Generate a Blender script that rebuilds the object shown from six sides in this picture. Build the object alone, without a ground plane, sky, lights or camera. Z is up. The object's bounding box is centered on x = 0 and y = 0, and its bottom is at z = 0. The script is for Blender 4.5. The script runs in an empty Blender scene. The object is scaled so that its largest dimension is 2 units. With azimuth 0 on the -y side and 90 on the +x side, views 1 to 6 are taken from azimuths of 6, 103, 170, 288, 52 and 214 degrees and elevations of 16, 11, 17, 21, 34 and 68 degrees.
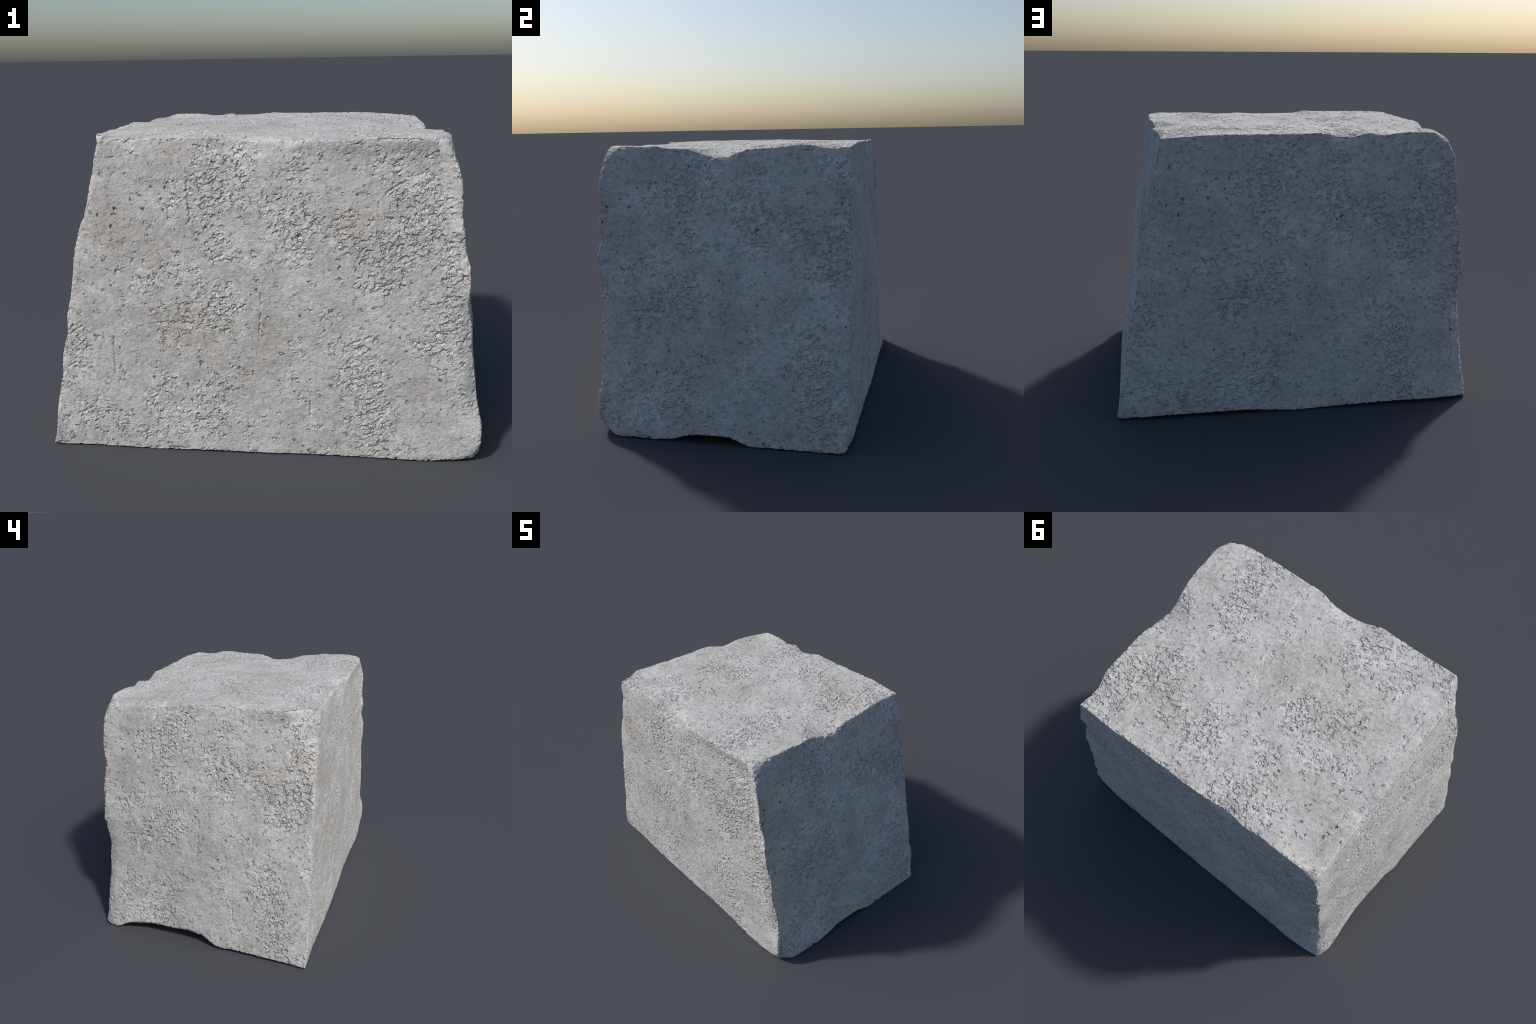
"""A rough-hewn block of pale weathered concrete/limestone.

The block is a tapering six-sided solid.  Its twelve arrises are given as worn
3D curves (control points in metres), each face is a patch blended between its
four arrises, the arrises are rounded by local smoothing, and the surface relief
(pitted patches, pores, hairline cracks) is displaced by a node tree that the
stone material shares, so that dark colour sits in the same pits that are modelled.
"""
import bpy, math
import numpy as np

NX, NY, NZ = 560, 390, 420          # cells along x (left-right), y (front-back), z (base-top)

# --------------------------------------------------------------------------- arrises
EDGE = {}
EDGE['front_top'] = [
    (-0.674, -0.673, 1.433), (-0.578, -0.664, 1.443), (-0.486, -0.665, 1.443), (-0.394, -0.667, 1.444), (-0.302, -0.669, 1.445),
    (-0.210, -0.668, 1.446), (-0.119, -0.649, 1.429), (-0.026, -0.644, 1.425), (0.068, -0.649, 1.428), (0.162, -0.673, 1.434),
    (0.255, -0.673, 1.436), (0.346, -0.674, 1.436), (0.434, -0.673, 1.443), (0.519, -0.673, 1.444), (0.600, -0.671, 1.444),
    (0.678, -0.662, 1.442), (0.753, -0.631, 1.437),
]
EDGE['right_top'] = [
    (0.753, -0.631, 1.437), (0.772, -0.547, 1.446), (0.769, -0.465, 1.444), (0.768, -0.384, 1.445), (0.763, -0.306, 1.434),
    (0.748, -0.230, 1.430), (0.735, -0.155, 1.408), (0.745, -0.079, 1.384), (0.752, -0.003, 1.392), (0.748, 0.075, 1.423),
    (0.747, 0.153, 1.430), (0.742, 0.232, 1.433), (0.734, 0.309, 1.443), (0.728, 0.383, 1.445), (0.710, 0.452, 1.430),
    (0.707, 0.518, 1.427), (0.713, 0.584, 1.432),
]
EDGE['back_top'] = [
    (-0.706, 0.588, 1.408), (-0.622, 0.600, 1.442), (-0.537, 0.599, 1.445), (-0.454, 0.594, 1.442), (-0.373, 0.588, 1.431),
    (-0.294, 0.596, 1.442), (-0.216, 0.583, 1.426), (-0.139, 0.585, 1.429), (-0.063, 0.598, 1.447), (0.013, 0.598, 1.446),
    (0.089, 0.596, 1.446), (0.166, 0.595, 1.446), (0.243, 0.594, 1.446), (0.320, 0.594, 1.446), (0.398, 0.594, 1.447),
    (0.476, 0.596, 1.446), (0.555, 0.592, 1.442), (0.634, 0.587, 1.437), (0.713, 0.584, 1.432),
]
EDGE['left_top'] = [
    (-0.674, -0.673, 1.433), (-0.678, -0.598, 1.448), (-0.732, -0.515, 1.446), (-0.729, -0.423, 1.442), (-0.727, -0.325, 1.443),
    (-0.725, -0.222, 1.444), (-0.723, -0.114, 1.442), (-0.729, -0.003, 1.444), (-0.728, 0.110, 1.441), (-0.716, 0.225, 1.411),
    (-0.711, 0.344, 1.424), (-0.705, 0.465, 1.423), (-0.706, 0.588, 1.408),
]
EDGE['front_left'] = [
    (-1.000, -0.673, 0.005), (-0.976, -0.681, 0.095), (-0.964, -0.677, 0.189), (-0.945, -0.673, 0.281), (-0.922, -0.677, 0.374),
    (-0.912, -0.672, 0.471), (-0.882, -0.679, 0.564), (-0.875, -0.675, 0.662), (-0.849, -0.672, 0.756), (-0.831, -0.679, 0.851),
    (-0.816, -0.675, 0.948), (-0.791, -0.672, 1.042), (-0.754, -0.668, 1.128), (-0.726, -0.672, 1.211), (-0.711, -0.660, 1.293),
    (-0.689, -0.675, 1.371), (-0.674, -0.673, 1.433),
]
EDGE['front_right'] = [
    (0.941, -0.662, 0.016), (0.966, -0.677, 0.104), (0.967, -0.674, 0.186), (0.950, -0.654, 0.263), (0.933, -0.648, 0.340),
    (0.921, -0.652, 0.419), (0.908, -0.660, 0.499), (0.896, -0.657, 0.579), (0.892, -0.657, 0.661), (0.871, -0.663, 0.739),
    (0.874, -0.672, 0.821), (0.868, -0.675, 0.902), (0.846, -0.660, 0.982), (0.832, -0.675, 1.064), (0.819, -0.667, 1.144),
    (0.819, -0.669, 1.222), (0.806, -0.672, 1.296), (0.780, -0.659, 1.368), (0.753, -0.631, 1.437),
]
EDGE['back_right'] = [
    (0.994, 0.593, 0.005), (0.975, 0.599, 0.107), (0.965, 0.604, 0.209), (0.933, 0.602, 0.304), (0.920, 0.606, 0.401),
    (0.904, 0.600, 0.495), (0.883, 0.598, 0.587), (0.862, 0.602, 0.677), (0.840, 0.608, 0.766), (0.830, 0.603, 0.858),
    (0.820, 0.604, 0.947), (0.791, 0.604, 1.030), (0.773, 0.593, 1.111), (0.754, 0.591, 1.190), (0.747, 0.604, 1.271),
    (0.729, 0.597, 1.351), (0.713, 0.584, 1.432),
]
EDGE['back_left'] = [
    (-0.880, 0.663, 0.013), (-0.869, 0.640, 0.101), (-0.854, 0.636, 0.190), (-0.838, 0.632, 0.278), (-0.835, 0.613, 0.366),
    (-0.821, 0.614, 0.454), (-0.813, 0.606, 0.541), (-0.803, 0.624, 0.628), (-0.811, 0.635, 0.717), (-0.803, 0.628, 0.803),
    (-0.791, 0.630, 0.889), (-0.782, 0.620, 0.974), (-0.771, 0.609, 1.061), (-0.754, 0.625, 1.149), (-0.748, 0.616, 1.238),
    (-0.740, 0.609, 1.327), (-0.706, 0.588, 1.408),
]
EDGE['front_base'] = [
    (-1.000, -0.673, 0.005), (-0.752, -0.666, 0.000), (-0.504, -0.672, 0.001), (-0.257, -0.673, 0.004), (-0.011, -0.668, 0.000),
    (0.232, -0.663, 0.000), (0.472, -0.666, 0.000), (0.709, -0.674, 0.002), (0.941, -0.662, 0.016),
]
EDGE['right_base'] = [
    (0.941, -0.662, 0.016), (0.990, -0.564, 0.001), (1.000, -0.468, 0.007), (1.000, -0.372, 0.003), (0.996, -0.275, 0.009),
    (0.994, -0.178, 0.036), (0.996, -0.078, 0.043), (0.996, 0.024, 0.038), (0.996, 0.130, 0.001), (0.993, 0.242, 0.000),
    (0.992, 0.357, 0.000), (0.990, 0.475, 0.000), (0.994, 0.593, 0.005),
]
EDGE['back_base'] = [
    (-0.880, 0.663, 0.013), (-0.689, 0.677, 0.017), (-0.497, 0.668, 0.016), (-0.305, 0.662, 0.014), (-0.113, 0.653, 0.008),
    (0.078, 0.645, 0.001), (0.266, 0.639, 0.016), (0.451, 0.633, 0.019), (0.633, 0.624, 0.017), (0.814, 0.617, 0.016),
    (0.994, 0.593, 0.005),
]
EDGE['left_base'] = [
    (-1.000, -0.673, 0.005), (-0.991, -0.581, 0.009), (-0.983, -0.490, 0.011), (-0.975, -0.397, 0.012), (-0.967, -0.304, 0.015),
    (-0.958, -0.210, 0.014), (-0.954, -0.113, 0.018), (-0.932, -0.017, 0.061), (-0.920, 0.083, 0.071), (-0.907, 0.185, 0.060),
    (-0.899, 0.287, 0.062), (-0.900, 0.387, 0.057), (-0.905, 0.485, 0.042), (-0.907, 0.578, 0.002), (-0.880, 0.663, 0.013),
]

# smooth trend of an arris (straight, or gently bowed) and the wear on top of it
def curve(points, n):
    """Monotone-ish Catmull-Rom resampling of control points at n + 1 stations."""
    p = np.array(points)
    q = np.vstack([2 * p[0] - p[1], p, 2 * p[-1] - p[-2]])
    x = np.linspace(0, len(p) - 1, n + 1)
    i = np.minimum(x.astype(int), len(p) - 2)
    t = (x - i)[:, None]
    a, b, c, d = q[i], q[i + 1], q[i + 2], q[i + 3]
    m0, m1 = (c - a) * 0.35, (d - b) * 0.35
    return ((2 * t**3 - 3 * t**2 + 1) * b + (t**3 - 2 * t**2 + t) * m0
            + (-2 * t**3 + 3 * t**2) * c + (t**3 - t**2) * m1)


def split(c):
    t = np.linspace(0, 1, len(c))[:, None]
    line = c[0] * (1 - t) + c[-1] * t
    bow = t * (1 - t)
    k = ((c - line) * bow).sum(0) / (bow**2).sum()
    base = line + k * bow
    return base, c - base


def patch(u0, u1, v0, v1, reach):
    """Face between arrises: u0/u1 run along s at t = 0/1, v0/v1 run along t at s = 0/1."""
    (bu0, du0), (bu1, du1), (bv0, dv0), (bv1, dv1) = map(split, (u0, u1, v0, v1))
    s = np.linspace(0, 1, len(u0))[:, None, None]
    t = np.linspace(0, 1, len(v0))[None, :, None]
    coons = ((1 - t) * bu0[:, None] + t * bu1[:, None] + (1 - s) * bv0[None] + s * bv1[None]
             - ((1 - s) * (1 - t) * bu0[0] + s * (1 - t) * bu0[-1] + (1 - s) * t * bu1[0] + s * t * bu1[-1]))
    ls, lt = np.linalg.norm(u0[-1] - u0[0]), np.linalg.norm(v0[-1] - v0[0])
    fade = lambda d, r: np.exp(-(d / r) ** 2) * np.clip(1.0 - (d / (4 * r)), 0, 1)
    return (coons + du0[:, None] * fade(t * lt, reach[0]) + du1[:, None] * fade((1 - t) * lt, reach[1])
            + dv0[None] * fade(s * ls, reach[2]) + dv1[None] * fade((1 - s) * ls, reach[3]))


COUNT = dict(front_top=NX, back_top=NX, front_base=NX, back_base=NX,
             left_top=NY, right_top=NY, left_base=NY, right_base=NY,
             front_left=NZ, front_right=NZ, back_left=NZ, back_right=NZ)

# grid index of every face vertex on the parametric cube: (i, j, k), and its outward order
I, J, K = np.arange(NX + 1), np.arange(NY + 1), np.arange(NZ + 1)
FACES = dict(  # name: (index of s, index of t, fixed axis, fixed value, arrises s0 s1 t0 t1, flip)
    front=('x', 'z', 1, 0, ('front_base', 'front_top', 'front_left', 'front_right'), False),
    back=('x', 'z', 1, NY, ('back_base', 'back_top', 'back_left', 'back_right'), True),
    left=('y', 'z', 0, 0, ('left_base', 'left_top', 'front_left', 'back_left'), True),
    right=('y', 'z', 0, NX, ('right_base', 'right_top', 'front_right', 'back_right'), False),
    top=('x', 'y', 2, NZ, ('front_top', 'back_top', 'left_top', 'right_top'), False),
    bottom=('x', 'y', 2, 0, ('front_base', 'back_base', 'left_base', 'right_base'), True))
AXIS = dict(x=(0, I), y=(1, J), z=(2, K))


def face_ids(name):
    sa, ta, fa, fv, _, _ = FACES[name]
    ijk = np.zeros((len(AXIS[sa][1]), len(AXIS[ta][1]), 3), np.int64)
    ijk[..., AXIS[sa][0]] = AXIS[sa][1][:, None]
    ijk[..., AXIS[ta][0]] = AXIS[ta][1][None, :]
    ijk[..., fa] = fv
    return ijk, (ijk[..., 0] * (NY + 1) + ijk[..., 1]) * (NZ + 1) + ijk[..., 2]


ids = {f: face_ids(f) for f in FACES}
keys, first = np.unique(np.concatenate([ids[f][1].ravel() for f in FACES]), return_index=True)
ijk_all = np.concatenate([ids[f][0].reshape(-1, 3) for f in FACES])[first]
index = {f: np.searchsorted(keys, ids[f][1]) for f in FACES}
NV = len(keys)

quads, slot = [], []
for n, f in enumerate(FACES):
    g = index[f]
    q = np.stack([g[:-1, :-1], g[1:, :-1], g[1:, 1:], g[:-1, 1:]], -1).reshape(-1, 4)
    quads.append(q[:, ::-1] if FACES[f][5] else q)
    slot.append(np.full(len(q), n))
quads, slot = np.concatenate(quads), np.concatenate(slot)

# distance (in cells) of every vertex from its nearest arris, which arris, and the station along it
e = np.stack([np.minimum(ijk_all[:, 0], NX - ijk_all[:, 0]), np.minimum(ijk_all[:, 1], NY - ijk_all[:, 1]),
              np.minimum(ijk_all[:, 2], NZ - ijk_all[:, 2])], 1)
order = np.sort(e, 1)
arris_dist = order[:, 1]            # 0 on an arris
ON = dict(front_top=(1, 0, 2, NZ), back_top=(1, NY, 2, NZ), left_top=(0, 0, 2, NZ), right_top=(0, NX, 2, NZ),
          front_base=(1, 0, 2, 0), back_base=(1, NY, 2, 0), left_base=(0, 0, 2, 0), right_base=(0, NX, 2, 0),
          front_left=(0, 0, 1, 0), front_right=(0, NX, 1, 0), back_left=(0, 0, 1, NY), back_right=(0, NX, 1, NY))
FREE = {a: ({0, 1, 2} - {ON[a][0], ON[a][2]}).pop() for a in ON}

# how far each arris is worn round: (station along the arris 0..1, radius in cells)
ROUND = dict(front_top=((0, 7), (0.06, 1.5), (0.33, 1.3), (0.42, 8), (0.56, 8), (0.64, 3), (0.72, 1.3), (0.9, 2), (1, 15)),
             right_top=((0, 15), (0.1, 2), (0.33, 3), (0.38, 7), (0.5, 7), (0.56, 3), (0.65, 1.5), (1, 1.5)),
             back_top=((0, 10), (0.06, 7), (0.12, 1.5), (1, 1.2)),
             left_top=((0, 7), (0.1, 1.5), (0.6, 2), (0.7, 4), (0.8, 9), (0.9, 16), (1, 20)),
             front_left=((0, 3), (0.4, 3.5), (0.55, 5), (0.85, 8), (1, 7)),
             front_right=((0, 10), (0.15, 6), (0.25, 2), (0.7, 2), (0.85, 7), (0.95, 14), (1, 16)),
             back_left=((0, 8), (0.2, 9), (0.3, 3), (0.8, 2), (0.92, 6), (1, 12)),
             back_right=((0, 1.5), (1, 1.5)),
             front_base=((0, 2), (0.9, 3), (1, 9)), right_base=((0, 9), (0.1, 4), (1, 2)),
             left_base=((0, 3), (0.4, 4), (0.55, 10), (0.9, 7), (1, 5)), back_base=((0, 2), (1, 3)))
weight = np.zeros(NV)
for a, (ax1, v1, ax2, v2) in ON.items():
    d = np.maximum(abs(ijk_all[:, ax1] - v1), abs(ijk_all[:, ax2] - v2))
    n = (NX, NY, NZ)[FREE[a]]
    r = np.interp(ijk_all[:, FREE[a]] / n, *zip(*ROUND[a]))
    weight = np.maximum(weight, np.where(d < 3 * r + 2, r * np.exp(-(d / (1.6 * r + 1)) ** 2), 0))

# neighbours of a vertex: means over the quads' edges
pairs = np.concatenate([quads[:, [0, 1]], quads[:, [1, 2]], quads[:, [2, 3]], quads[:, [3, 0]]])
near = weight > 0.05
pairs_near = pairs[near[pairs[:, 0]]]           # every undirected edge occurs once each way
degree = np.bincount(pairs_near[:, 0], minlength=NV)


def smooth_arrises(co):
    """Diffuse positions near the arrises; the count of steps follows the wanted radius squared."""
    co = co.copy()
    steps = weight**2 * 0.9
    at = np.nonzero(near)[0]
    for n in range(int(min(steps.max(), 260)) + 1):
        w = np.clip(steps[at] - n, 0, 1) * 0.6
        keep = w > 0.003
        if n % 12 == 0:
            live = np.zeros(NV, bool)
            live[at[keep]] = True
            pr = pairs_near[live[pairs_near[:, 0]]]
        mean = np.stack([np.bincount(pr[:, 0], co[pr[:, 1], c], NV) for c in range(3)], 1)
        sel = at[keep & live[at]]
        co[sel] += (mean[sel] / np.maximum(degree[sel], 1)[:, None] - co[sel]) * w[keep & live[at]][:, None]
    return co


REACH = dict(base=0.16, right_top=0.13, back_top=0.04, top=0.075, side=0.05)


def build(lines):
    co = np.zeros((NV, 3))
    for f, (_, _, _, _, arr, _) in FACES.items():
        reach = [REACH.get(a) or REACH.get(a.split('_')[1], REACH['side']) for a in arr]
        co[index[f].ravel()] = patch(*[lines[a] for a in arr], reach).reshape(-1, 3)
    return co


lines = {a: curve(EDGE[a], COUNT[a]) for a in EDGE}
co = smooth_arrises(build(lines))
# rounding pulls the arrises in: push the guiding curves out by what was lost and build again
for a, (ax1, v1, ax2, v2) in ON.items():
    on = np.nonzero((ijk_all[:, ax1] == v1) & (ijk_all[:, ax2] == v2))[0]
    on = on[np.argsort(ijk_all[on, FREE[a]])]
    lost = lines[a] - co[on]
    k = np.minimum(1.0, 0.022 / np.maximum(np.linalg.norm(lost, axis=1), 1e-6))[:, None]
    s = np.arange(len(lost))
    ends = np.clip(np.minimum(s, len(s) - 1 - s) / 18.0, 0, 1)[:, None]      # corners stay blunt
    lines[a] = lines[a] + lost * k * (0.2 + 0.65 * ends)
# corners are shared by three arrises: average them again
corner = {}
for a in lines:
    for end, st in ((0, 0), (-1, (NX, NY, NZ)[FREE[a]])):
        key = [0, 0, 0]
        key[ON[a][0]], key[ON[a][2]], key[FREE[a]] = ON[a][1], ON[a][3], st
        corner.setdefault(tuple(key), []).append((a, end))
for members in corner.values():
    mean = np.mean([lines[a][end] for a, end in members], 0)
    for a, end in members:
        n = len(lines[a])
        ramp = np.clip(1 - np.arange(n) / 12.0, 0, 1)[:, None]
        ramp = ramp if end == 0 else ramp[::-1]
        lines[a] = lines[a] + (mean - lines[a][end]) * ramp
co = smooth_arrises(build(lines))
co[:, 2] = np.maximum(co[:, 2], 0.0005)

# texture plane of every face: metres across (u, seen from outside) and up (v)
PLANE = dict(front=((1, 0, 0), (0, 0, 1), 0.0), back=((-1, 0, 0), (0, 0, 1), 0.0), left=((0, -1, 0), (0, 0, 1), 0.0),
             right=((0, 1, 0), (0, 0, 1), 0.013), top=((1, 0, 0), (0, 1, 0), 0.0), bottom=((1, 0, 0), (0, -1, 0), 0.0))
V_MID = 0.731
u_at, v_at = np.zeros(NV), np.zeros(NV)
for f, (pu, pv, du) in PLANE.items():
    i = index[f].ravel()
    u_at[i] = co[i] @ np.array(pu) + du
    v_at[i] = co[i] @ np.array(pv) + (V_MID if f in ('top', 'bottom') else 0.0)

# --------------------------------------------------------------------------- relief and colour, in nodes
class Nodes:
    """Small helper: the same calls build shader trees and geometry trees."""

    def __init__(self, tree):
        self.t = tree

    def put(self, sock, val):
        if isinstance(val, bpy.types.NodeSocket):
            self.t.links.new(val, sock)
        elif val is not None:
            sock.default_value = val

    def math(self, op, a, b=None, c=None, clamp=False):
        n = self.t.nodes.new('ShaderNodeMath')
        n.operation, n.use_clamp = op, clamp
        for s, v in zip(n.inputs, (a, b, c)):
            self.put(s, v)
        return n.outputs[0]

    def vec(self, op, a, b=None, scale=None):
        n = self.t.nodes.new('ShaderNodeVectorMath')
        n.operation = op
        self.put(n.inputs[0], a)
        if b is not None:
            self.put(n.inputs[1], b)
        if scale is not None:
            self.put(n.inputs['Scale'], scale)
        return n.outputs['Value'] if op in ('LENGTH', 'DOT_PRODUCT', 'DISTANCE') else n.outputs[0]

    def combine(self, x, y, z=0.0):
        n = self.t.nodes.new('ShaderNodeCombineXYZ')
        for s, v in zip(n.inputs, (x, y, z)):
            self.put(s, v)
        return n.outputs[0]

    def noise(self, p, scale, detail=2.0, rough=0.5, offset=(0, 0, 0), color=False, dist=0.0):
        n = self.t.nodes.new('ShaderNodeTexNoise')
        n.noise_dimensions = '2D'
        if any(offset):
            p = self.vec('ADD', p, offset)
        self.put(n.inputs['Vector'], p)
        n.inputs['Scale'].default_value, n.inputs['Detail'].default_value = scale, detail
        n.inputs['Roughness'].default_value, n.inputs['Distortion'].default_value = rough, dist
        return n.outputs['Color' if color else 0]

    def voronoi(self, p, scale, feature='F1', rand=1.0):
        n = self.t.nodes.new('ShaderNodeTexVoronoi')
        n.voronoi_dimensions, n.feature = '2D', feature
        self.put(n.inputs['Vector'], p)
        n.inputs['Scale'].default_value, n.inputs['Randomness'].default_value = scale, rand
        return n.outputs['Distance'], n.outputs['Color']

    def ramp(self, x, lo, hi, to0=0.0, to1=1.0, smooth=True):
        n = self.t.nodes.new('ShaderNodeMapRange')
        n.interpolation_type = 'SMOOTHSTEP' if smooth else 'LINEAR'
        for s, v in zip(n.inputs, (x, lo, hi, to0, to1)):
            self.put(s, v)
        return n.outputs[0]

    def mix(self, f, a, b):
        n = self.t.nodes.new('ShaderNodeMix')
        n.data_type = 'RGBA'
        self.put(n.inputs[0], f)
        self.put(n.inputs[6], a)
        self.put(n.inputs[7], b)
        return n.outputs[2]

    def blobs(self, p, spots):
        """Sum of soft elliptical patches (u, v, half width, half height, strength)."""
        total = None
        for u, v, ru, rv, w in spots:
            q = self.vec('MULTIPLY', self.vec('SUBTRACT', p, (u, v, 0)), (1 / ru, 1 / rv, 0))
            d = self.math('SUBTRACT', 1.0, self.math('MULTIPLY', self.vec('DOT_PRODUCT', q, q), 0.5), clamp=True)
            total = self.math('MULTIPLY', d, w) if total is None else self.math('MULTIPLY_ADD', d, w, total)
        return total

    def lines(self, p, strokes):
        """Distance to the nearest of several broken lines."""
        least = None
        for stroke in strokes:
            for (ax, ay), (bx, by) in zip(stroke[:-1], stroke[1:]):
                ba = (bx - ax, by - ay, 0)
                pa = self.vec('SUBTRACT', p, (ax, ay, 0))
                k = 1.0 / (ba[0] ** 2 + ba[1] ** 2)
                h = self.math('MULTIPLY', self.vec('DOT_PRODUCT', pa, ba), k, clamp=True)
                d = self.vec('LENGTH', self.vec('SUBTRACT', pa, self.vec('SCALE', ba, scale=h)))
                least = d if least is None else self.math('MINIMUM', least, d)
        return least

    def points(self, p, spots):
        least = None
        for u, v in spots:
            d = self.vec('DISTANCE', p, (u, v, 0))
            least = d if least is None else self.math('MINIMUM', least, d)
        return least


# patches of broken, pitted surface on the texture plane
ROUGH = [
    (-0.21, 1.37, 0.081, 0.094, 1.00), (-0.07, 1.36, 0.074, 0.080, 1.00), (-0.24, 1.19, 0.089, 0.124, 1.10),
    (-0.12, 1.22, 0.095, 0.095, 0.90), (-0.20, 1.04, 0.063, 0.098, 0.90), (-0.37, 1.21, 0.048, 0.104, 0.80),
    (-0.38, 0.88, 0.100, 0.064, 1.00), (-0.50, 0.82, 0.065, 0.065, 0.80), (-0.55, 0.89, 0.058, 0.072, 0.45),
    (-0.15, 0.97, 0.077, 0.063, 0.80), (-0.23, 0.79, 0.079, 0.064, 0.80), (-0.14, 0.76, 0.079, 0.071, 1.10),
    (-0.26, 0.68, 0.102, 0.080, 0.90), (-0.39, 0.67, 0.095, 0.088, 1.00), (-0.15, 0.64, 0.094, 0.072, 0.80),
    (-0.43, 0.55, 0.059, 0.045, 0.90), (0.15, 1.34, 0.099, 0.066, 0.80), (0.11, 1.21, 0.108, 0.081, 0.70),
    (0.10, 1.08, 0.096, 0.075, 0.90), (0.21, 1.10, 0.102, 0.088, 0.90), (0.14, 0.98, 0.076, 0.069, 0.80),
    (0.14, 0.93, 0.069, 0.048, 0.50), (0.36, 1.06, 0.101, 0.081, 1.00), (0.47, 0.97, 0.115, 0.081, 1.00),
    (0.57, 0.95, 0.094, 0.081, 0.80), (0.46, 0.83, 0.082, 0.075, 0.90), (0.56, 0.86, 0.081, 0.081, 0.80),
    (0.49, 1.35, 0.091, 0.065, 0.80), (0.62, 1.35, 0.084, 0.077, 0.60), (0.59, 1.21, 0.105, 0.092, 0.80),
    (0.68, 1.15, 0.105, 0.105, 0.80), (0.74, 1.29, 0.058, 0.116, 0.60), (0.60, 1.06, 0.106, 0.080, 0.90),
    (0.72, 1.04, 0.106, 0.106, 0.90), (0.80, 0.93, 0.073, 0.093, 0.90), (0.81, 0.81, 0.074, 0.080, 1.00),
    (0.71, 0.70, 0.088, 0.068, 0.90), (0.82, 0.67, 0.068, 0.081, 1.00), (0.74, 0.58, 0.089, 0.069, 0.90),
    (0.85, 0.56, 0.055, 0.082, 0.90), (0.83, 0.43, 0.062, 0.083, 0.70), (0.87, 0.31, 0.056, 0.083, 0.60),
    (0.15, 0.55, 0.036, 0.036, 0.80), (0.16, 0.45, 0.046, 0.079, 0.80), (0.17, 0.33, 0.032, 0.058, 0.70),
    (0.27, 0.68, 0.070, 0.056, 0.50), (0.28, 0.56, 0.071, 0.043, 0.50), (0.42, 0.55, 0.105, 0.056, 0.80),
    (0.44, 0.45, 0.120, 0.071, 0.90), (0.40, 0.39, 0.100, 0.071, 0.90), (0.49, 0.31, 0.114, 0.086, 0.90),
    (0.48, 0.20, 0.123, 0.072, 1.10), (0.51, 0.10, 0.123, 0.065, 1.00), (0.55, 0.03, 0.117, 0.032, 0.90),
    (0.27, 0.03, 0.059, 0.045, 0.70), (-0.82, 0.56, 0.084, 0.076, 1.00), (-0.84, 0.45, 0.085, 0.085, 0.90),
    (-0.90, 0.33, 0.047, 0.063, 0.60), (-0.79, 0.22, 0.071, 0.063, 1.00), (-0.91, 0.12, 0.080, 0.080, 0.90),
    (-0.73, 0.13, 0.095, 0.071, 0.90), (-0.64, 0.14, 0.070, 0.063, 0.70), (-0.42, 0.35, 0.076, 0.053, 0.70),
    (-0.49, 0.25, 0.054, 0.077, 0.90), (-0.39, 0.20, 0.107, 0.084, 0.70), (-0.54, 0.10, 0.070, 0.062, 0.80),
    (-0.41, 0.08, 0.109, 0.047, 0.70), (-0.23, 0.31, 0.090, 0.060, 0.80), (-0.15, 0.37, 0.067, 0.059, 0.80),
    (-0.20, 0.21, 0.098, 0.075, 0.90), (-0.28, 0.14, 0.092, 0.061, 0.70), (-0.18, 0.14, 0.076, 0.053, 0.60),
    (-0.05, 0.11, 0.045, 0.060, 0.60), (-0.54, 1.38, 0.048, 0.055, 0.50), (-0.30, 0.51, 0.089, 0.059, 0.50),
    (-0.01, 0.94, 0.063, 0.049, 0.60), (0.02, 1.15, 0.048, 0.068, 0.60), (-0.58, 0.72, 0.074, 0.059, 0.50),
    (-0.72, 0.96, 0.073, 0.044, 0.40), (0.70, 0.55, 0.083, 0.055, 0.80),
]
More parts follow.
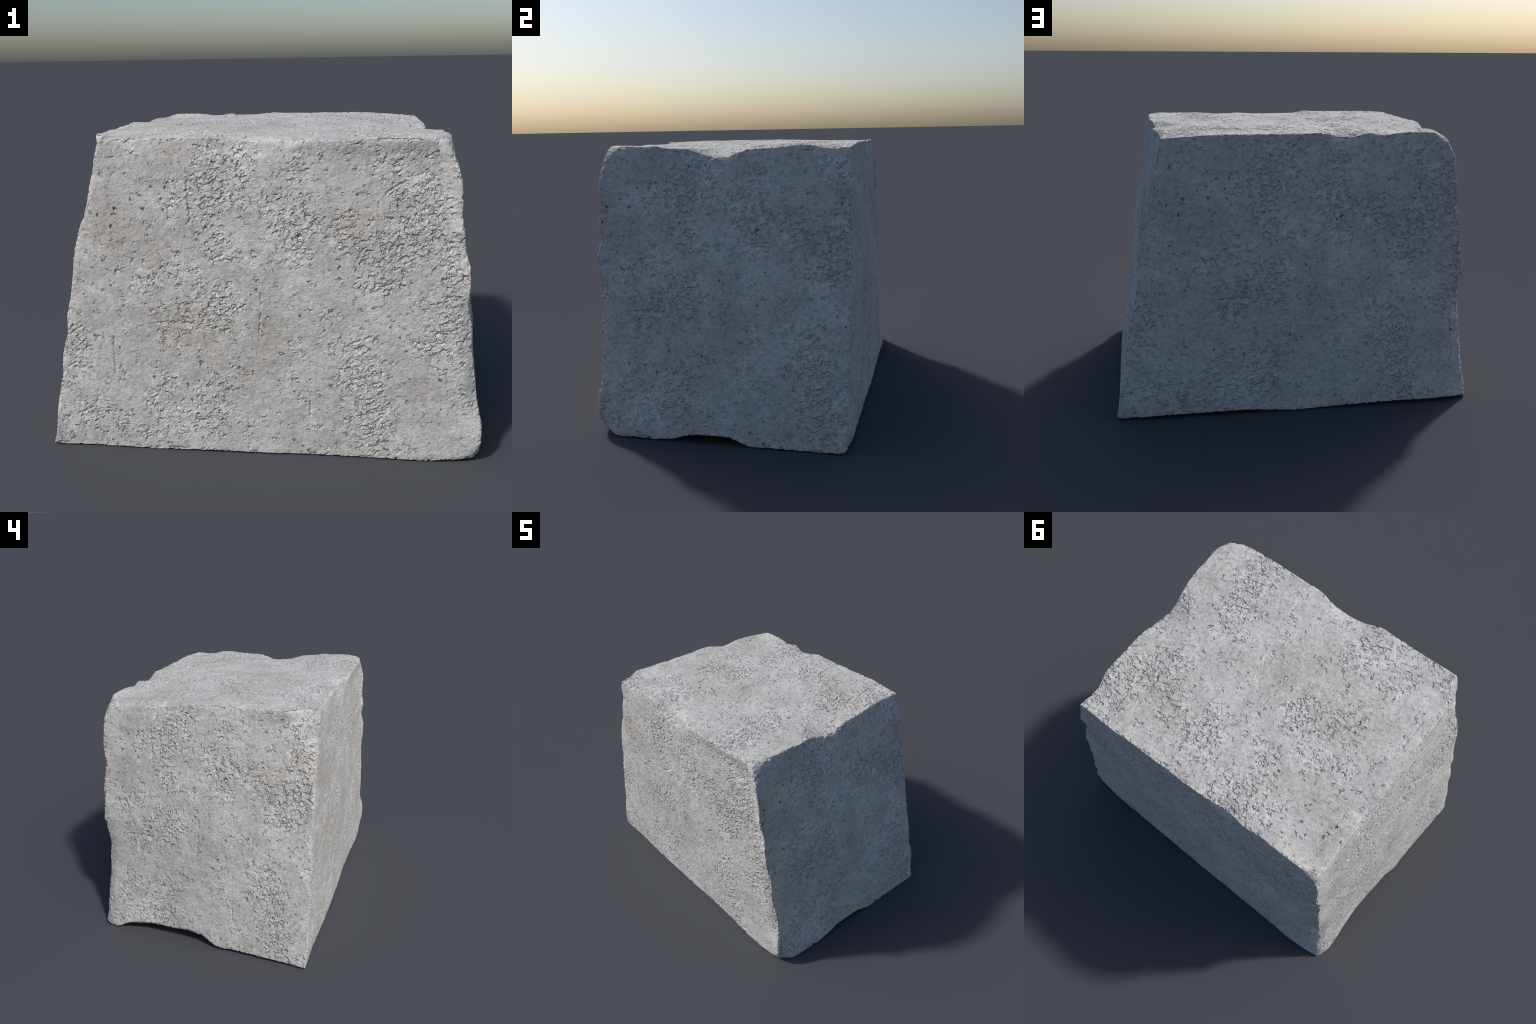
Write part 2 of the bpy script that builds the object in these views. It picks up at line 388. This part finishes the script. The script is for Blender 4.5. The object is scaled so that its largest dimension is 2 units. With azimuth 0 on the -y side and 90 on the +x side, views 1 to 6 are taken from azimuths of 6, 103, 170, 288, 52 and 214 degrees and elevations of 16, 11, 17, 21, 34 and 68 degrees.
# brownish damp stains
STAIN = [
    (-0.51, 1.02, 0.173, 0.095, 1.00), (-0.22, 1.15, 0.096, 0.096, 0.70), (-0.37, 0.55, 0.198, 0.116, 1.00),
    (-0.12, 0.39, 0.137, 0.068, 0.90), (0.49, 1.20, 0.137, 0.103, 0.50), (0.55, 0.98, 0.192, 0.122, 0.70),
    (0.25, 0.71, 0.086, 0.069, 0.70), (0.03, 0.49, 0.103, 0.069, 0.90), (-0.59, 1.29, 0.107, 0.061, 0.60),
    (0.04, 1.28, 0.098, 0.065, 0.60), (-0.29, 0.69, 0.132, 0.099, 0.60), (0.36, 1.07, 0.102, 0.102, 0.50),
    (-0.04, 1.42, 0.096, 0.040, 0.50), (-0.80, 0.70, 0.079, 0.094, 0.80), (0.61, 0.46, 0.127, 0.072, 0.50),
    (0.47, 0.12, 0.128, 0.091, 0.50), (-0.55, 0.07, 0.084, 0.051, 0.50), (-0.69, 1.09, 0.092, 0.077, 0.50),
    (-0.31, 1.36, 0.078, 0.063, 0.35), (0.69, 0.73, 0.108, 0.108, 0.50), (-0.51, 0.73, 0.097, 0.081, 0.50),
    (0.06, 0.65, 0.078, 0.071, 1.00), (0.71, 0.33, 0.077, 0.063, 1.00), (-0.74, 0.08, 0.111, 0.040, 0.80),
    (-0.41, 1.39, 0.082, 0.068, 0.80), (0.63, 1.15, 0.066, 0.079, 0.30), (0.35, 1.11, 0.080, 0.054, 0.50),
    (-0.68, 1.12, 0.085, 0.071, 0.70), (0.29, 0.04, 0.119, 0.037, 0.60), (-0.06, 0.61, 0.087, 0.058, 0.50),
    (0.22, 0.98, 0.055, 0.055, 0.50),
]
# single deep pores
PORES = [(-0.456, 1.245), (-0.397, 1.243), (-0.550, 1.191), (-0.417, 1.195), (-0.410, 1.147), (-0.499, 1.149), (-0.019, 0.801), (-0.491, 0.371), (-0.338, 0.341), (-0.278, 0.070), (-0.695, 1.122), (-0.642, 1.074), (-0.620, 1.152), (-0.196, 1.346), (0.712, 1.392), (0.397, 1.216), (0.556, 0.642), (0.594, 0.596), (0.166, 0.687),
         (-0.286, 0.360), (-0.530, 0.844), (-0.660, 0.804), (0.469, 0.440), (0.562, 1.171), (0.448, 1.110), (0.160, 1.044), (0.133, 1.024), (0.733, 1.035), (0.139, 0.071), (0.775, 0.399), (0.212, 0.021), (-0.658, 0.194), (-0.179, 0.263), (-0.002, 1.141), (-0.113, 1.351), (-0.228, 1.072), (-0.336, 0.339),]
# hairline cracks and chisel cuts
CRACKS = [
    [(0.668, 1.307), (0.612, 1.278), (0.542, 1.242), (0.508, 1.214), (0.486, 1.182), (0.479, 1.131), (0.448, 1.083)],
    [(-0.303, 1.282), (-0.304, 1.214), (-0.297, 1.152), (-0.299, 1.089)],
    [(0.001, 0.786), (-0.003, 0.686), (-0.012, 0.566)],
    [(-0.665, 0.565), (-0.671, 0.455), (-0.666, 0.364)],
    [(-0.38, 0.349), (-0.407, 0.372), (-0.466, 0.31), (-0.516, 0.221)],
    [(-0.81, 0.611), (-0.882, 0.562)],
    [(0.703, 1.155), (0.742, 1.171)],
    [(-0.529, 0.114), (-0.556, 0.036)],
    [(-0.818, 0.456), (-0.904, 0.399)],
    [(0.214, 0.28), (0.217, 0.201)],
    [(0.294, 0.506), (0.408, 0.571), (0.475, 0.598)],
    [(0.327, 0.431), (0.385, 0.448), (0.439, 0.417)],
    [(-0.219, 0.928), (-0.161, 0.953)],
    [(-0.862, 0.17), (-0.794, 0.204), (-0.768, 0.243)],
]


def broken(n, p):
    """Where the skin of the stone is broken (0 smooth .. 1 crumbled).  p is the place on the face, in metres."""
    wob = n.vec('SUBTRACT', n.noise(p, 9.0, 2.0, 0.6, (3.1, 7.7, 0), color=True), (0.5, 0.5, 0.5))
    pw = n.vec('ADD', p, n.vec('SCALE', wob, scale=0.12))
    rough = n.math('MULTIPLY', n.blobs(pw, ROUGH), 0.62)
    rough = n.math('MULTIPLY_ADD', n.math('SUBTRACT', n.noise(p, 20.0, 3.0, 0.65, (9.2, 1.4, 0)), 0.5), 2.4, rough)
    return n.ramp(rough, -0.18, 1.05)


def crumbs(n, p):
    """Crumbling skin: noise whose high parts are pits.  Stretched a little along a shallow rising diagonal."""
    fine = n.vec('SUBTRACT', n.noise(p, 60.0, 1.0, 0.5, (1.3, 2.9, 0), color=True), (0.5, 0.5, 0.5))
    pf = n.vec('ADD', p, n.vec('SCALE', fine, scale=0.016))
    pd = n.combine(n.vec('DOT_PRODUCT', pf, (0.80, 0.25, 0.0)), n.vec('DOT_PRODUCT', pf, (-0.35, 1.05, 0.0)))
    crumb = n.noise(pd, 46.0, 2.5, 0.58, (4.4, 0.7, 0))
    lump = n.noise(pd, 24.0, 2.0, 0.65, (6.4, 2.7, 0))
    return n.math('MULTIPLY_ADD', n.math('SUBTRACT', lump, 0.5), 0.75, crumb), lump, pd, pf


PIT_SMOOTH, PIT_BROKEN = 0.76, 0.51        # pits open where the crumb noise rises above this


def chips(n, pd, rough):
    """A second, finer layer of small ragged pits inside the broken skin."""
    c = n.noise(pd, 84.0, 1.5, 0.55, (1.1, 5.5, 0))
    gate = n.noise(pd, 26.0, 1.0, 0.5, (7.9, 3.6, 0))
    c = n.math('MULTIPLY_ADD', n.math('SUBTRACT', gate, 0.5), 0.8, c)
    return n.ramp(n.math('SUBTRACT', c, n.ramp(rough, 0.0, 1.0, 0.78, 0.54, smooth=False)), 0.0, 0.16, smooth=False)


def relief(n, p, rough):
    crumb, lump, pd, pf = crumbs(n, p)
    thr = n.ramp(rough, 0.0, 1.0, PIT_SMOOTH, PIT_BROKEN, smooth=False)
    pit = n.ramp(n.math('SUBTRACT', crumb, thr), -0.02, 0.16)
    crack = n.ramp(n.lines(pf, CRACKS), 0.002, 0.0065, 1.0, 0.0)
    crack = n.math('MULTIPLY', crack, n.ramp(n.noise(p, 22.0, 1.0, 0.5, (6.0, 6.5, 0)), 0.36, 0.5))
    pore = n.ramp(n.points(pf, PORES), 0.003, 0.0085, 1.0, 0.0)
    swell = n.math('MULTIPLY', n.math('SUBTRACT', n.noise(p, 4.5, 1.0, 0.5, (2.2, 8.8, 0)), 0.5), 0.008)
    swell = n.math('MULTIPLY_ADD', n.math('SUBTRACT', n.noise(p, 13.0, 2.0, 0.5, (5.2, 3.8, 0)), 0.5), 0.007, swell)
    h = n.math('MULTIPLY_ADD', pit, -0.0022, swell)
    h = n.math('MULTIPLY_ADD', chips(n, pd, rough), -0.0015, h)
    h = n.math('MULTIPLY_ADD', n.math('MULTIPLY', n.math('SUBTRACT', n.noise(pd, 80.0, 1.0, 0.6, (8.1, 4.3, 0)), 0.5), n.ramp(rough, 0, 1, 0.35, 1.0)), 0.0045, h)
    h = n.math('MULTIPLY_ADD', n.math('MULTIPLY', n.math('SUBTRACT', lump, 0.5), rough), 0.008, h)
    h = n.math('MULTIPLY_ADD', crack, -0.0048, h)
    h = n.math('MULTIPLY_ADD', pore, -0.005, h)
    return h


def named(tree, name):
    n = tree.nodes.new('GeometryNodeInputNamedAttribute')
    n.data_type = 'FLOAT'
    n.inputs['Name'].default_value = name
    return n.outputs[0]


def relief_modifier_tree():
    t = bpy.data.node_groups.new('stone_relief', 'GeometryNodeTree')
    t.interface.new_socket('Geometry', in_out='INPUT', socket_type='NodeSocketGeometry')
    t.interface.new_socket('Geometry', in_out='OUTPUT', socket_type='NodeSocketGeometry')
    gi, go = t.nodes.new('NodeGroupInput'), t.nodes.new('NodeGroupOutput')
    n = Nodes(t)
    p = n.combine(named(t, 'across'), named(t, 'up'))
    rough = broken(n, p)
    h = n.math('MULTIPLY', relief(n, p, rough), named(t, 'away'))
    nick = n.math('MULTIPLY', n.ramp(n.noise(p, 34.0, 2.0, 0.6, (3.3, 9.1, 0)), 0.50, 0.66), named(t, 'edge'))
    h = n.math('MULTIPLY_ADD', nick, -0.009, h)
    nor = t.nodes.new('GeometryNodeInputNormal')
    off = n.vec('SCALE', nor.outputs[0], scale=h)
    sp = t.nodes.new('GeometryNodeSetPosition')
    t.links.new(gi.outputs[0], sp.inputs['Geometry'])
    t.links.new(off, sp.inputs['Offset'])
    keep = t.nodes.new('GeometryNodeStoreNamedAttribute')
    keep.data_type, keep.domain = 'FLOAT', 'POINT'
    keep.inputs['Name'].default_value = 'broken'
    t.links.new(sp.outputs[0], keep.inputs['Geometry'])
    t.links.new(rough, keep.inputs['Value'])
    t.links.new(keep.outputs[0], go.inputs[0])
    return t


def stone_group():
    g = bpy.data.node_groups.new('weathered_stone', 'ShaderNodeTree')
    g.interface.new_socket('Place', in_out='INPUT', socket_type='NodeSocketVector')
    g.interface.new_socket('Broken', in_out='INPUT', socket_type='NodeSocketFloat')
    g.interface.new_socket('BSDF', in_out='OUTPUT', socket_type='NodeSocketShader')
    gi, go = g.nodes.new('NodeGroupInput'), g.nodes.new('NodeGroupOutput')
    n, p, rough = Nodes(g), gi.outputs[0], gi.outputs[1]
    wob = n.vec('SUBTRACT', n.noise(n.vec('MULTIPLY', p, (1.4, 0.7, 0.0)), 7.0, 3.0, 0.6, (0.3, 5.7, 0), color=True), (0.5, 0.5, 0.5))
    ps = n.vec('ADD', p, n.vec('MULTIPLY', wob, (0.14, 0.26, 0.0)))
    stain = n.math('MULTIPLY', n.blobs(ps, [(u, v, ru * 1.2, rv * 1.2, w) for u, v, ru, rv, w in STAIN]), n.ramp(n.noise(p, 26.0, 3.0, 0.65, (7.3, 0.9, 0)), 0.28, 0.72, 0.35, 1.15))
    cloud = n.noise(p, 6.0, 3.0, 0.6, (1.9, 6.1, 0))
    mottle = n.noise(n.combine(n.vec('DOT_PRODUCT', p, (0.85, 0.2, 0.0)), n.vec('DOT_PRODUCT', p, (-0.3, 1.0, 0.0))), 48.0, 3.0, 0.65, (2.7, 3.3, 0))
    col = n.mix(n.ramp(cloud, 0.3, 0.7), (*GREY_DARK, 1), (*GREY_LIGHT, 1))
    col = n.mix(n.math('MULTIPLY', stain, 0.42, clamp=True), col, (*STAIN_COL, 1))
    tone = n.ramp(mottle, 0.25, 0.75, 0.84, 1.13)
    fine = n.vec('SUBTRACT', n.noise(p, 60.0, 1.0, 0.5, (1.3, 2.9, 0), color=True), (0.5, 0.5, 0.5))
    pf = n.vec('ADD', p, n.vec('SCALE', fine, scale=0.016))
    pore = n.ramp(n.points(pf, PORES), 0.003, 0.0085, 1.0, 0.0)
    tone = n.math('MULTIPLY', tone, n.ramp(pore, 0, 1, 1.0, 0.32))
    # specks: tiny dark pores everywhere
    d, c = n.voronoi(pf, 34.0)
    pick = n.ramp(n.vec('DOT_PRODUCT', c, (1, 0, 0)), 0.88, 0.92)
    speck = n.math('MULTIPLY', n.ramp(d, 0.06, 0.15, 1.0, 0.0), pick)
    tone = n.math('MULTIPLY', tone, n.ramp(speck, 0, 1, 1.0, 0.76))
    crumb, lump, pd, _ = crumbs(n, p)
    thr = n.ramp(rough, 0.0, 1.0, PIT_SMOOTH, PIT_BROKEN, smooth=False)
    height = n.math('MULTIPLY', n.ramp(n.math('SUBTRACT', crumb, thr), -0.03, 0.20, smooth=False), -0.0088)
    height = n.math('MULTIPLY_ADD', chips(n, pd, rough), -0.0038, height)
    height = n.math('MULTIPLY_ADD', n.noise(pd, 95.0, 1.0, 0.5, (3.5, 1.2, 0)), n.ramp(rough, 0, 1, 0.0017, 0.0030), height)
    tone = n.math('MULTIPLY', tone, n.ramp(rough, 0.1, 1, 0.985, 1.13))  # broken areas' base colour lightened to offset the shading of their own pits
    col = n.vec('SCALE', col, scale=tone)
    bump = g.nodes.new('ShaderNodeBump')
    bump.inputs['Distance'].default_value = 1.0
    bump.inputs['Strength'].default_value = 1.0
    g.links.new(height, bump.inputs['Height'])
    b = g.nodes.new('ShaderNodeBsdfPrincipled')
    g.links.new(col, b.inputs['Base Color'])
    b.inputs['Roughness'].default_value = 0.9
    b.inputs['Specular IOR Level'].default_value = 0.25
    g.links.new(bump.outputs[0], b.inputs['Normal'])
    g.links.new(b.outputs[0], go.inputs[0])
    return g


GREY_DARK, GREY_LIGHT, STAIN_COL = (0.465, 0.459, 0.448), (0.55, 0.543, 0.532), (0.345, 0.318, 0.278)


def stone_material(face, group, broken_level):
    pu, pv, du = PLANE[face]
    m = bpy.data.materials.new('weathered_stone_%s_%s' % (face, ('sound', 'pocked', 'worn', 'broken')[round(broken_level * 3)]))
    m.use_nodes = True
    t = m.node_tree
    t.nodes.clear()
    n = Nodes(t)
    obj = t.nodes.new('ShaderNodeTexCoord').outputs['Object']
    u = n.math('ADD', n.vec('DOT_PRODUCT', obj, pu), du)
    v = n.math('ADD', n.vec('DOT_PRODUCT', obj, pv), V_MID if face in ('top', 'bottom') else 0.0)
    g = t.nodes.new('ShaderNodeGroup')
    g.node_tree = group
    t.links.new(n.combine(u, v), g.inputs[0])
    g.inputs[1].default_value = broken_level
    out = t.nodes.new('ShaderNodeOutputMaterial')
    t.links.new(g.outputs[0], out.inputs['Surface'])
    return m


# --------------------------------------------------------------------------- the mesh
def make_mesh(name, co, faces, slots=None):
    me = bpy.data.meshes.new(name)
    me.vertices.add(len(co))
    me.vertices.foreach_set('co', co.astype(np.float32).ravel())
    me.loops.add(faces.size)
    me.loops.foreach_set('vertex_index', faces.astype(np.int32).ravel())
    me.polygons.add(len(faces))
    me.polygons.foreach_set('loop_start', np.arange(0, faces.size, 4, dtype=np.int32))
    me.polygons.foreach_set('use_smooth', np.ones(len(faces), bool))
    if slots is not None:
        me.polygons.foreach_set('material_index', slots.astype(np.int32))
    me.update(calc_edges=True)
    return me


me = make_mesh('stone_block', co, quads, slot)
away = 0.7 + 0.3 * np.clip(arris_dist / 6.0, 0, 1)
for name, data in (('across', u_at), ('up', v_at), ('away', away), ('edge', np.exp(-(arris_dist / 3.5) ** 2))):
    me.attributes.new(name, 'FLOAT', 'POINT').data.foreach_set('value', data.astype(np.float32))
block = bpy.data.objects.new('stone_block', me)
bpy.context.scene.collection.objects.link(block)
mod = block.modifiers.new('stone_relief', 'NODES')
mod.node_group = relief_modifier_tree()
group = stone_group()
for f in FACES:                     # four degrees of decay per face
    for level in (0.0, 1 / 3, 2 / 3, 1.0):
        me.materials.append(stone_material(f, group, level))

# apply the relief, then sit the block on the ground
dg = bpy.context.evaluated_depsgraph_get()
done = block.evaluated_get(dg)
final = np.empty(NV * 3, np.float32)
done.data.vertices.foreach_get('co', final)
final = final.reshape(-1, 3)
decay = np.empty(NV, np.float32)
done.data.attributes['broken'].data.foreach_get('value', decay)
level = np.clip(np.rint(decay[quads].mean(1) * 3), 0, 3).astype(np.int32)
me.polygons.foreach_set('material_index', slot.astype(np.int32) * 4 + level)
final[:, 2] -= final[:, 2].min()
block.modifiers.clear()
bpy.data.node_groups.remove(bpy.data.node_groups['stone_relief'])
for name in ('across', 'up', 'away', 'edge'):
    me.attributes.remove(me.attributes[name])
me.vertices.foreach_set('co', final.ravel())
me.update()
block['label'] = 'rough-hewn pale grey stone block with worn chipped edges'
block['category'] = 'stone block'
